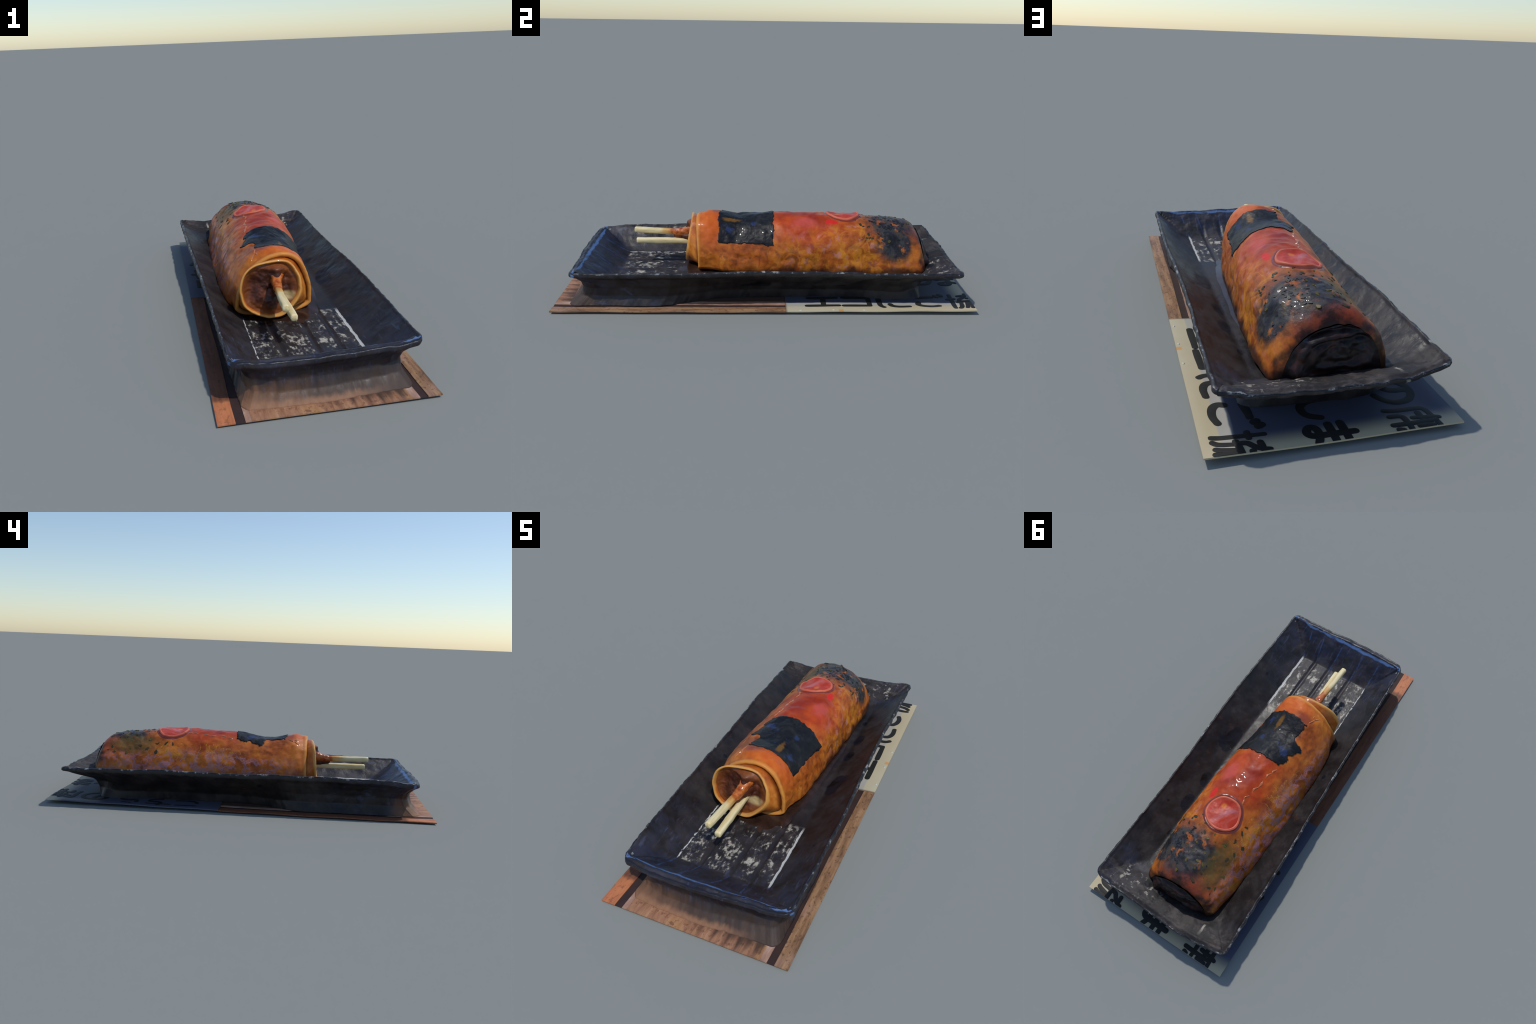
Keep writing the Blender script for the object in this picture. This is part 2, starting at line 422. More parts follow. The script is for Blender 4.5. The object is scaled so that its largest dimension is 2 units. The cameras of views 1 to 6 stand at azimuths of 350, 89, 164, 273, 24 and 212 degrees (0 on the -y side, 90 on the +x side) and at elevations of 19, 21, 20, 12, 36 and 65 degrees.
def filling_material():
    m = Mat("roll_filling")
    n = m.noise(18, 5, 0.6, distort=0.6)
    c = m.ramp(n, (0.3, lin(46, 22, 16)), (0.5, lin(76, 36, 22)), (0.64, lin(104, 54, 30)), (0.78, lin(140, 92, 76)))
    core = m.blob((-0.085, -0.36, 0.225), (0.098, 0.2, 0.090), 0.25, 0.35, 12)
    c = m.mix(m.mul(m.inv(core), 0.75), c, m.mix(n, lin(120, 62, 28), lin(158, 92, 42)))
    pale = m.blob((-0.015, -0.355, 0.180), (0.040, 0.06, 0.018), 0.4, 0.8, 18)
    c = m.mix(m.mul(pale, 0.85), c, lin(188, 164, 116))
    m.bump(n, 0.4, 0.006)
    return m.done(c, 0.42, 0.35, 0.08, 0.05)


def char_material():
    m = Mat("charred_end")
    n = m.noise(15, 5, 0.6, distort=0.6)
    c = m.ramp(n, (0.35, lin(17, 12, 14)), (0.52, lin(36, 23, 22)), (0.64, lin(70, 36, 26)), (0.8, lin(92, 58, 34)))
    c = m.mix(m.mul(m.step(m.noise(24, 4, off=4), 0.62, 0.72), 0.5), c, lin(62, 62, 84))
    m.bump(n, 0.5, 0.008)
    return m.done(c, 0.45, 0.3, 0.05, 0.05)


def stick_material():
    m = Mat("chopstick_wood")
    g = m.noise(30, 4, 0.5, stretch=(3, 0.3, 3))
    c = m.ramp(g, (0.3, lin(206, 180, 122)), (0.55, lin(232, 214, 164)), (0.8, lin(240, 228, 190)))
    s = m.add(m.y, m.mul(m.sub(m.noise(18, 4, 0.6), 0.5), 0.12))
    upper = m.step(m.z, 0.222, 0.228)
    c = m.mix(m.mul(upper, m.step(s, -0.56, -0.50)), c, lin(214, 164, 92))
    c = m.mix(m.mul(upper, m.step(s, -0.51, -0.47)), c, lin(178, 92, 36))
    return m.done(c, 0.5, 0.4)


def drip_material():
    m = Mat("orange_sauce")
    c = m.mix(m.step(m.noise(26, 4), 0.35, 0.62), lin(146, 64, 24), lin(206, 116, 50))
    return m.done(c, 0.25, 0.5, 0.3, 0.08)


def herb_material(name, a, b):
    m = Mat(name)
    return m.done(m.mix(m.noise(30, 3), a, b), 0.5, 0.35)


# ------------------------------------------------------------------ table cut-out and paper notice
def mat_height(x, y):
    """Top of the slightly warped table sheet; it sags under the tray."""
    x, y = np.asarray(x, float), np.asarray(y, float)
    base = 0.0138 + 0.0045 * y + 0.0055 * x
    wave = 0.0022 * np.sin(7.5 * x + 1.0) * np.cos(2.3 * y) + 0.0012 * np.sin(17 * y + 5 * x)
    inner = np.minimum((0.4 - np.abs(x)) / 0.09, (1.0 - np.abs(y)) / 0.14)
    sag = (0.0055 + 0.0025 * y) * smooth(inner)
    return np.maximum(base + wave * (1 - 0.4 * smooth(inner)) - sag, 0.006)


def slab(name, x0, x1, y0, y1, top, bottom, mat, parent, nx, ny, edge=None):
    """Flat piece following the warped sheet: top and underside given as offsets from it."""
    xs, ys = np.linspace(0, 1, nx), np.linspace(y0, y1, ny)
    V, F = [], []
    for off in (top, bottom):
        for y in ys:
            a, b = (edge(y) if edge else (x0, x1))
            x = a + (b - a) * xs
            V += list(zip(x, np.full(nx, y), mat_height(x, y) + off))
    n = nx * ny
    F += grid_faces(ny, nx)
    F += [tuple(reversed(f)) for f in grid_faces(ny, nx, start=n)]
    ring = [j for j in range(nx)] + [i * nx + nx - 1 for i in range(1, ny)] + \
           [(ny - 1) * nx + j for j in range(nx - 2, -1, -1)] + [i * nx for i in range(ny - 2, 0, -1)]
    for a, b in zip(ring, ring[1:] + ring[:1]):
        F.append((a, b, b + n, a + n))
    return make(name, V, F, mat, parent, True, 40)


table = thing("table_board", "weathered brown plank table top cut-out with dark grooves", "table top")
SPLIT = 0.1
slab("groove_backing", -0.399, 0.399, -0.999, SPLIT, -0.0032, -0.006, groove_material(), table, 60, 80)
left_edge = lambda y: -0.337 + 0.002 * math.sin(9 * y)
right_edge = lambda y: 0.316 + 0.002 * math.sin(7 * y + 1)
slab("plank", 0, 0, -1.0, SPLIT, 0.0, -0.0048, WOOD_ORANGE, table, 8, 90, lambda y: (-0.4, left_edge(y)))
slab("pale_edge", 0, 0, -1.0, SPLIT, -0.0004, -0.0048, pale_strip_material(), table, 6, 90, lambda y: (-0.306 + 0.002 * math.sin(11 * y), -0.283))
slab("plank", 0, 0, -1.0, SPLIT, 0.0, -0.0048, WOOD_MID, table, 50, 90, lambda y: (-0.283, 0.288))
slab("pale_edge", 0, 0, -1.0, SPLIT, -0.0004, -0.0048, pale_strip_material(), table, 6, 90, lambda y: (0.288, right_edge(y)))
slab("plank", 0, 0, -1.0, SPLIT, 0.0, -0.0048, WOOD_GOLD, table, 8, 90, lambda y: (right_edge(y) + 0.03, 0.4))

notice = thing("paper_notice", "cream paper notice with bold black handwritten lettering", "paper sign")
PAPER_TOP = 0.0022
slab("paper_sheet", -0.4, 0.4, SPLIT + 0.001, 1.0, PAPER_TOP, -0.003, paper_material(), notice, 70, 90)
INK = ink_material()


def stroke(points, width):
    """A marker stroke: a flat round-ended ribbon along a smoothed path."""
    p = np.array(points, float)
    if len(p) > 2:
        for _ in range(3):
            q = [p[0]]
            for a, b in zip(p[:-1], p[1:]):
                q += [0.75 * a + 0.25 * b, 0.25 * a + 0.75 * b]
            q.append(p[-1])
            p = np.array(q)
    seg = np.hypot(*np.diff(p, axis=0).T)
    s = np.concatenate([[0], np.cumsum(seg)])
    n = max(4, int(s[-1] / 0.006))
    u = np.linspace(0, s[-1], n)
    p = np.stack([np.interp(u, s, p[:, 0]), np.interp(u, s, p[:, 1])], 1)
    t = np.gradient(p, axis=0)
    t /= np.linalg.norm(t, axis=1)[:, None] + 1e-9
    r = np.full(n, width / 2) * (1 + 0.06 * np.sin(np.linspace(0, 5, n)))
    caps0, caps1 = [], []
    for a in np.linspace(0.08, 1, 5)[:-1]:
        k = math.sqrt(1 - (1 - a) ** 2)
        caps0.append((p[0] - t[0] * r[0] * (1 - a), t[0], r[0] * k))
        caps1.append((p[-1] + t[-1] * r[-1] * (1 - a), t[-1], r[-1] * k))
    rows = caps0 + [(p[i], t[i], r[i]) for i in range(n)] + caps1[::-1]
    V, F = [], []
    for c, d, w in rows:
        nrm = np.array([-d[1], d[0]])
        for e in (-1, -0.5, 0, 0.5, 1):
            q = c + nrm * w * e
            q[1] = min(q[1], 0.9992)
            q[0] = np.clip(q[0], -0.3992, 0.3992)
            V.append((q[0], q[1], mat_height(*q) + PAPER_TOP + (0.0012 if abs(e) < 1 else 0.0006)))
    k = len(V)
    V += [(x, y, z - 0.002) for x, y, z in V]
    F += grid_faces(len(rows), 5) + [tuple(reversed(f)) for f in grid_faces(len(rows), 5, start=k)]
    loop = list(range(5)) + [i * 5 + 4 for i in range(1, len(rows))] + [(len(rows) - 1) * 5 + j for j in (3, 2, 1, 0)] + [i * 5 for i in range(len(rows) - 2, 0, -1)]
    F += [(a, b, b + k, a + k) for a, b in zip(loop, loop[1:] + loop[:1])]
    return V, F


CHARACTERS = [
    # bottom line, read towards +y:  e ko ni go (kyo...)
    (0.026, [[(0.245, 0.215), (0.244, 0.35)], [(0.246, 0.286), (0.330, 0.284)], [(0.332, 0.205), (0.331, 0.356)]]),
    (0.026, [[(0.243, 0.385), (0.242, 0.500), (0.244, 0.508), (0.329, 0.506)], [(0.333, 0.382), (0.330, 0.506)]]),
    (0.026, [[(0.222, 0.560), (0.300, 0.556), (0.334, 0.558), (0.349, 0.570)], [(0.244, 0.612), (0.240, 0.650), (0.243, 0.691)],
             [(0.314, 0.606), (0.336, 0.612), (0.349, 0.645), (0.345, 0.692)]]),
    (0.027, [[(0.298, 0.747), (0.318, 0.738), (0.339, 0.760), (0.345, 0.805), (0.333, 0.839)], [(0.241, 0.752), (0.233, 0.797), (0.232, 0.825)],
             [(0.226, 0.853), (0.217, 0.848)], [(0.217, 0.876), (0.205, 0.870)]]),
    (0.021, [[(0.364, 0.910), (0.211, 0.918)], [(0.258, 0.899), (0.258, 0.930)], [(0.364, 0.933), (0.350, 0.946), (0.305, 0.952)],
             [(0.360, 0.967), (0.348, 0.974), (0.305, 0.980)], [(0.364, 0.991), (0.349, 0.998), (0.296, 0.998)],
             [(0.299, 0.938), (0.292, 0.982), (0.291, 0.998)], [(0.298, 0.952), (0.269, 0.950), (0.254, 0.973), (0.235, 0.989), (0.211, 0.995)],
             [(0.231, 0.956), (0.228, 0.998)], [(0.260, 0.994), (0.261, 0.998)]]),
    # middle line: shi ma
    (0.028, [[(-0.06, 0.775), (0.030, 0.775), (0.069, 0.800), (0.069, 0.840), (0.050, 0.862), (0.020, 0.873)]]),
    (0.027, [[(0.012, 0.912), (0.013, 0.998)], [(-0.027, 0.912), (-0.026, 0.998)],
             [(-0.056, 0.966), (0.030, 0.964), (0.076, 0.966), (0.090, 0.945), (0.078, 0.918), (0.060, 0.915), (0.050, 0.940), (0.056, 0.975), (0.066, 0.998)]]),
    # top line: ko chi ra no seki
    (0.022, [[(-0.345, 0.235), (-0.342, 0.28), (-0.345, 0.328)], [(-0.285, 0.228), (-0.258, 0.240), (-0.25, 0.29), (-0.255, 0.338)]]),
    (0.022, [[(-0.336, 0.368), (-0.342, 0.485)], [(-0.362, 0.425), (-0.292, 0.415), (-0.302, 0.470), (-0.280, 0.486), (-0.255, 0.465), (-0.245, 0.42)]]),
    (0.022, [[(-0.360, 0.572), (-0.344, 0.612)], [(-0.325, 0.545), (-0.280, 0.550), (-0.300, 0.600), (-0.282, 0.640), (-0.255, 0.620), (-0.244, 0.57)]]),
    (0.027, [[(-0.308, 0.778), (-0.262, 0.778), (-0.235, 0.760), (-0.238, 0.728), (-0.275, 0.712), (-0.318, 0.745), (-0.322, 0.800),
              (-0.300, 0.838), (-0.255, 0.850), (-0.222, 0.838), (-0.200, 0.812), (-0.192, 0.793)]]),
    (0.021, [[(-0.186, 0.885), (-0.225, 0.893), (-0.300, 0.892), (-0.316, 0.900), (-0.318, 0.940), (-0.321, 0.998)], [(-0.310, 0.947), (-0.336, 0.957)],
             [(-0.284, 0.918), (-0.281, 0.998)], [(-0.256, 0.944), (-0.318, 0.952)], [(-0.188, 0.923), (-0.226, 0.924), (-0.229, 0.950), (-0.227, 0.998)],
             [(-0.179, 0.970), (-0.241, 0.972), (-0.320, 0.970)], [(-0.187, 0.994), (-0.200, 0.998)], [(-0.258, 0.990), (-0.301, 0.992)]]),
]
for width, strokes in CHARACTERS:
    V, F = [], []
    for i, s in enumerate(strokes):
        v, f = stroke(s, width)
        k = len(V)
        V += [(x, y, z + 0.00015 * i) for x, y, z in v]
        F += [tuple(a + k for a in q) for q in f]
    make("letter", V, F, INK, notice, True, 40)

PIN = Mat("staple_metal")
PIN_MAT = PIN.done(lin(196, 200, 190), 0.35, 0.5)
for y in (0.17, 0.325, 0.47):
    V, F = [], []
    for i, a in enumerate(np.linspace(0, math.pi / 2, 5)):
        for b in np.linspace(0, 2 * math.pi, 13)[:-1]:
            r = 0.007 * math.cos(a) + 1e-4
            V.append((0.388 + r * math.cos(b) * 0.7, y + r * math.sin(b), float(mat_height(0.388, y)) + PAPER_TOP - 0.0006 + 0.003 * math.sin(a)))
    F = grid_faces(5, 12, True) + [tuple(range(12))]
    make("paper_pimple", V, F, PIN_MAT, notice)

# ------------------------------------------------------------------ tray
tray = thing("serving_tray", "long dark glazed ceramic tray with crinkled rim and flecked floor", "tray")
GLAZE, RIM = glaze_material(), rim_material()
FLOOR = 0.080
ip = lambda v, xs, ys: np.interp(v, xs, ys)
rim_right = lambda y: ip(y, [-0.92, -0.65, -0.3, 0.0, 0.17, 0.4, 0.6, 0.94], [0.366, 0.368, 0.372, 0.360, 0.354, 0.352, 0.357, 0.358])
rim_left = lambda y: ip(y, [-0.92, -0.55, -0.14, 0.1, 0.37, 0.66, 0.94], [-0.340, -0.350, -0.359, -0.367, -0.378, -0.382, -0.388])
rim_front = lambda x: ip(x, [-0.34, -0.2, 0.0, 0.13, 0.36], [-0.913, -0.928, -0.928, -0.918, -0.908])
rim_back = lambda x: ip(x, [-0.39, -0.26, -0.13, 0.0, 0.2, 0.35], [0.926, 0.942, 0.954, 0.948, 0.944, 0.940])


def rim_z(u, v):
    y = -0.92 + 1.86 * v
    zr = ip(y, [-0.92, -0.5, -0.15, 0.3, 0.65, 0.94], [0.184, 0.184, 0.196, 0.190, 0.186, 0.187])
    zl = ip(y, [-0.92, -0.74, -0.39, 0.12, 0.44, 0.94], [0.180, 0.195, 0.198, 0.194, 0.194, 0.183])
    side = zl + (zr - zl) * u
    ends = np.where(v < 0.5, 0.174, 0.163) + 0 * side
    k = smooth(1 - np.minimum(v, 1 - v) / 0.06) * smooth(np.minimum(u, 1 - u) / 0.2)
    return side + (ends - side) * k


def tray_xy(u, v):
    """Unit square to plan position inside the rim outline, with rounded corners."""
    hw, hl, r = 0.36, 0.925, 0.036
    U, Vv = (2 * u - 1) * hw, (2 * v - 1) * hl
    cu, cv = np.abs(U) - (hw - r), np.abs(Vv) - (hl - r)
    both = (cu > 0) & (cv > 0)
    f = np.where(both, np.maximum(cu, cv) / np.maximum(np.hypot(cu, cv), 1e-9), 1.0)
    U2 = np.where(both, np.sign(U) * (hw - r + cu * f), U)
    V2 = np.where(both, np.sign(Vv) * (hl - r + cv * f), Vv)
    u2, v2 = U2 / hw / 2 + 0.5, V2 / hl / 2 + 0.5
    y0 = -0.92 + 1.865 * v2
    x = rim_left(y0) + (rim_right(y0) - rim_left(y0)) * u2
    y = rim_front(x) + (rim_back(x) - rim_front(x)) * v2
    return x, y



def tray_inside(x, y, u, v):
    zr = rim_z(u, v)
    sr = (rim_right(y) - x) / (rim_right(y) - EDGE_R)
    sl = (x - rim_left(y)) / (EDGE_L - rim_left(y))
    sf = (y - rim_front(x)) / (EDGE_F - rim_front(x))
    sb = (rim_back(x) - y) / (rim_back(x) - EDGE_B)
    lipf = np.where((sf < sr) & (sf < sl), 0.15, np.where((sb < sr) & (sb < sl), 0.14, 0.05))
    s = -np.log(np.exp(-14 * sr) + np.exp(-14 * sl) + np.exp(-14 * sf) + np.exp(-14 * sb)) / 14
    q = np.clip((s - lipf) / (1 - lipf), 0, 1)
    t = 1 - q
    prof = 0.72 * t + 0.28 * t * t
    prof = np.where(s > 0.9, prof * 1.0, prof)
    low = FLOOR + 0.012 * smooth((y + 0.40) / 0.3) + 0.006 * smooth((y - 0.6) / 0.2)
    z = low + (zr - low) * prof
    z = z + 0.004 * smooth(1 - np.abs(s - lipf * 0.7) / 0.07) * (1 - smooth((s - 0.2) / 0.2))
    # floor bands: pressed grooves, running a little way up the front wall
    inside = smooth((s - 0.45) / 0.3) * smooth((-0.1 - y) / 0.2) + smooth((s - 0.85) / 0.15) * smooth((y + 0.1) / 0.2)
    for g in GROOVES:
        z = z - 0.006 * smooth(1 - np.abs(x - g) / 0.016) * inside
    return z, s


NU, NV = 150, 330
# denser sampling near the rim
def dense(n):
    t = np.linspace(0, 1, n)
    return t - 0.055 * np.sin(4 * np.pi * t) * (np.abs(t - 0.5) > 0.25) * 0.9
gu, gv = np.meshgrid(dense(NU), dense(NV))
gx, gy = tray_xy(gu, gv)
gz, gs = tray_inside(gx, gy, gu, gv)
lump = nz(gx, gy, gz, 9, 4)
crinkle = nz(gx, gy, gz, 24, 5, 3.0)
wallness = 1 - smooth((gs - 0.7) / 0.3)
gz = gz + 0.0035 * lump * (0.4 + wallness) + 0.0016 * crinkle * wallness
# flow ribs raked into the wall of the back end
gz = gz + 0.0045 * nz(gx * 1.6, gy * 0.8, gz, 13, 4, 8.0) * wallness * smooth((gy - 0.7) / 0.15)
edge_amp = 1 - smooth(gs / 0.12)
gx = gx + 0.0035 * nz(gx, gy, 0 * gz, 26, 3, 5.0) * edge_amp
gy = gy + 0.0035 * nz(gx, gy, 0 * gz, 26, 3, 9.0) * edge_amp

V = list(zip(gx.ravel(), gy.ravel(), gz.ravel()))
idx = lambda i, j: i * NU + j
F, M = [], []
for i in range(NV - 1):
    for j in range(NU - 1):
        quad = (idx(i, j), idx(i, j + 1), idx(i + 1, j + 1), idx(i + 1, j))
        c = (i, j)
        F.append(quad)
        s = gs[i, j]
        mi = 0
        if s < 0.035 + 0.02 * crinkle[i, j] or (gy[i, j] < -0.86 and abs(s - 0.12 - 0.03 * lump[i, j]) < 0.02):
            mi = 1
        M.append(mi)
# rim loop and the outside: rolled lip, undercut, wall, foot
loop = [idx(0, j) for j in range(NU)] + [idx(i, NU - 1) for i in range(1, NV)] + \
       [idx(NV - 1, j) for j in range(NU - 2, -1, -1)] + [idx(i, 0) for i in range(NV - 2, 0, -1)]
lx = np.array([V[k][0] for k in loop]); ly = np.array([V[k][1] for k in loop]); lz = np.array([V[k][2] for k in loop])
lu = np.array([gu.ravel()[k] for k in loop]); lv = np.array([gv.ravel()[k] for k in loop])
# inward inset of the outside below the rim, as a function of the drop (0 rim .. 1 foot)
DROP = [0, 0.10, 0.20, 0.34, 0.52, 0.75, 1.0]
INSET_FRONT = [0, -0.003, 0.014, 0.026, 0.030, 0.018, -0.022]
INSET_BACK = [0, -0.003, 0.055, 0.105, 0.135, 0.150, 0.158]
INSET_SIDE_END = [0, -0.003, 0.020, 0.036, 0.050, 0.055, 0.035]
INSET_SIDE_MID = [0, -0.003, 0.020, 0.058, 0.105, 0.142, 0.150]
CORNER_CUT_BACK = [0, 0, 0.020, 0.050, 0.058, 0.036, 0.010]
CORNER_CUT = [0, 0, 0.004, 0.012, 0.014, 0.010, 0.0]
levels = [0.03, 0.07, 0.11] + list(np.linspace(0.14, 1.0, 36))
mid = np.where(lu < 0.5, smooth((ly + 0.28) / 0.36), 0.80 * smooth((ly + 0.48) / 0.40)) * (1 - 0.35 * smooth((ly - 0.55) / 0.25))


prev = loop
xc, yc = 0.0, 0.0
for li, L in enumerate(levels):
    d_f, d_b = np.interp(L, DROP, INSET_FRONT), np.interp(L, DROP, INSET_BACK)
    e_, m_ = np.interp(L, DROP, INSET_SIDE_END), np.interp(L, DROP, INSET_SIDE_MID)
    d_s = e_ + (m_ - e_) * mid
    # move each point by mapping the outline onto the shrunken outline
    xl, xr = rim_left(ly) + d_s, rim_right(ly) - d_s
    fy, by = rim_front(lx) + d_f, rim_back(lx) - d_b
    fu = (lx - rim_left(ly)) / (rim_right(ly) - rim_left(ly))
    fv = (ly - rim_front(lx)) / (rim_back(lx) - rim_front(lx))
    nx_, ny_ = xl + (xr - xl) * fu, fy + (by - fy) * fv
    cut = np.where(fv < 0.5, np.interp(L, DROP, CORNER_CUT), np.interp(L, DROP, CORNER_CUT_BACK)) * smooth((np.abs(2 * fu - 1) - 0.5) / 0.5) * smooth((np.abs(2 * fv - 1) - 0.82) / 0.18)
    nx_, ny_ = nx_ - cut * np.sign(2 * fu - 1), ny_ - cut * np.sign(2 * fv - 1)
    foot = mat_height(nx_, ny_) - 0.001
    z = lz + (foot - lz) * L
    w = 0.004 * smooth((L - 0.1) / 0.3)
    nn = nz(nx_, ny_, z, 7, 3, 4.0)
    nx_, ny_ = nx_ + w * nn, ny_ - w * nn
    # never rise above the underside of the dish
    iu = np.clip((nx_ - rim_left(ny_)) / (rim_right(ny_) - rim_left(ny_)), 0, 1)
    iv = np.clip((ny_ - rim_front(nx_)) / (rim_back(nx_) - rim_front(nx_)), 0, 1)
    z = np.where(L > 0.16, np.minimum(z, tray_inside(nx_, ny_, iu, iv)[0] - 0.012), z)
    ids = list(range(len(V), len(V) + len(loop)))
    V += list(zip(nx_, ny_, z))
    n = len(loop)
    for a in range(n):
        b = (a + 1) % n
        F.append((prev[b], prev[a], ids[a], ids[b]))
        M.append(1 if (L < 0.06) else 0)
    prev = ids
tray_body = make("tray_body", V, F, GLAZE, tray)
tray_body.data.materials.append(RIM)
tray_body.data.polygons.foreach_set("material_index", M)
sol = tray_body.modifiers.new("wall_thickness", "SOLIDIFY")
sol.thickness, sol.offset = 0.006, -1.0

# sauce pooled round the roll
def puddle_mesh():
    n, rings = 140, 9
    V, F = [], []
    a = np.linspace(0, 2 * math.pi, n, endpoint=False)
    ca, sa = np.cos(a), np.sin(a)
    ex = 2 / 3.2
    bx = -0.030 + 0.215 * np.sign(ca) * np.abs(ca) ** ex
    by = 0.205 + 0.655 * np.sign(sa) * np.abs(sa) ** ex
    w = nz(ca * 2, sa * 2, 0 * a, 2.2, 3, 2.0)
    for k, r in enumerate(np.linspace(1, 0, rings) ** 1.0):
        rr = r * (1 + 0.035 * w)
        x, y = -0.030 + (bx + 0.030) * rr, 0.205 + (by - 0.205) * rr
        z = FLOOR + 0.012 * smooth((y + 0.40) / 0.3) + 0.006 * smooth((y - 0.6) / 0.2) + 0.0085 * smooth((1 - r) * 9) - 0.003
        V += list(zip(x, y, z + 0.001 * w * (1 - r)))
    F = grid_faces(rings, n, True)
    return V, F
v, f = puddle_mesh()
make("sauce_puddle", v, f, sauce_material(), tray)

# ------------------------------------------------------------------ the roll
roll = thing("grilled_roll", "orange sauce-glazed pancake roll on two wooden chopsticks", "street food")
Y0, Y1 = -0.335, 0.80
ROLL_Y = [-0.335, -0.28, -0.2, -0.14, -0.05, 0.05, 0.2, 0.3, 0.45, 0.55, 0.65, 0.72, 0.77]
ROLL_TOP = [0.357, 0.374, 0.353, 0.341, 0.350, 0.361, 0.366, 0.366, 0.359, 0.350, 0.339, 0.326, 0.313]
ROLL_LEFT = [-0.238, -0.247, -0.258, -0.265, -0.267, -0.266, -0.260, -0.255, -0.249, -0.242, -0.235, -0.228, -0.222]
ROLL_RIGHT = [0.100, 0.110, 0.124, 0.133, 0.138, 0.142, 0.148, 0.151, 0.158, 0.161, 0.163, 0.162, 0.158]
ROLL_PEAK = [-0.035, -0.044, -0.060, -0.066, -0.050, -0.030, -0.010, -0.005, -0.003, -0.003, -0.02, -0.04, -0.055]
WAIST = 0.122


def soft_interp(y, ys, vs):
    return (np.interp(y - 0.02, ys, vs) + 2 * np.interp(y, ys, vs) + np.interp(y + 0.02, ys, vs)) / 4


def roll_point(y, t):
    """Glazed outer surface at station y and angle t (0 = +x side, pi/2 = crown)."""
    y, t = np.broadcast_arrays(np.asarray(y, float), np.asarray(t, float))
    c, s = np.cos(t), np.sin(t)
    left, right, top, peak = (soft_interp(y, ROLL_Y, q) for q in (ROLL_LEFT, ROLL_RIGHT, ROLL_TOP, ROLL_PEAK))
    p = np.where(s > 0, 2 / 2.04, 2 / (2.0 + 0.7 * smooth((y + 0.3) / 0.25)))
    C, S = np.sign(c) * np.abs(c) ** p, np.sign(s) * np.abs(s) ** p
    xc, a = (left + right) / 2, (right - left) / 2
    z = WAIST + np.where(S > 0, S * (top - WAIST), S * (WAIST - 0.077))
    x = xc + a * C + np.where(S > 0, S * (peak - xc), 0)
    # the underside slumps outwards where it rests
    slump = np.where(C > 0, 0.010 + 0.010 * smooth((y - 0.1) / 0.3), 0.012) * smooth((y + 0.30) / 0.2) * (1 - 0.55 * smooth((y - 0.64) / 0.14))
    x = x + np.sign(C) * np.minimum(1, np.abs(C) * 1.6) * slump * smooth((0.185 - z) / 0.08)
    return x, y, z


def roll_surface(y, t, extra=0.0):
    x, yy, z = roll_point(y, t)
    d = 1e-3
    xa, _, za = roll_point(y, t + d)
    xb, _, zb = roll_point(y, t - d)
    nx_, nz_ = za - zb, -(xa - xb)
    L = np.hypot(nx_, nz_) + 1e-12
    nx_, nz_ = nx_ / L, nz_ / L
    lump = 0.0058 * nz(x, yy, z, 8, 3, 1.0) + 0.0030 * nz(x, yy, z, 20, 4, 6.0)
    lump = lump * smooth((z - 0.08) / 0.04)
    sludge = np.exp(-((yy - 0.63) / 0.12) ** 4) * smooth((z - 0.2) / 0.06)
    lump = lump + 0.004 * sludge * nz(x, yy, z, 22, 3, 2.0)
    k = lump + extra
    return x + nx_ * k, yy + 0 * x, z + nz_ * k


NT = 220
th = np.linspace(0, 2 * math.pi, NT, endpoint=False) + math.pi * 1.5
V, F = [], []
# inner lip of the wrapper, folded front edge, then the long barrel and the rounded far shoulder
def ring_at(y, inset):
    x, yy, z = roll_surface(np.full(NT, y), th)
    cx, cz = -0.055, 0.21
    d = np.hypot(x - cx, z - cz)
    f = (d - inset) / d
    return cx + (x - cx) * f, yy, np.maximum(cz + (z - cz) * f, FLOOR - 0.004)
skew = lambda x, z: 0.012 * (x + 0.06) + 0.02 * (0.22 - z)
prof = [(-0.27, 0.030), (-0.315, 0.024), (-0.333, 0.018), (-0.338, 0.011), (-0.339, 0.004), (-0.336, 0.0), (-0.328, -0.0015), (-0.319, -0.0005)]
prof += [(y, 0.0) for y in np.linspace(-0.312, 0.748, 230)]
prof += [(0.748 + 0.042 * math.sin(a), 0.042 * (1 - math.cos(a))) for a in np.linspace(0.2, 1.45, 9)]
for y, inset in prof:
    x, yy, z = ring_at(y, inset)
    tilt = smooth((-0.2 - y) / 0.13)
    yy = yy + tilt * skew(x, z) + 0.003 * tilt * np.sin(3 * th + 1)
    far = smooth((y - 0.68) / 0.1)
    yy = yy - far * 0.20 * (z - 0.24)
    V += list(zip(x, yy, z))
F = grid_faces(len(prof), NT, True)
make("outer_wrapper", V, F, skin_material(), roll)

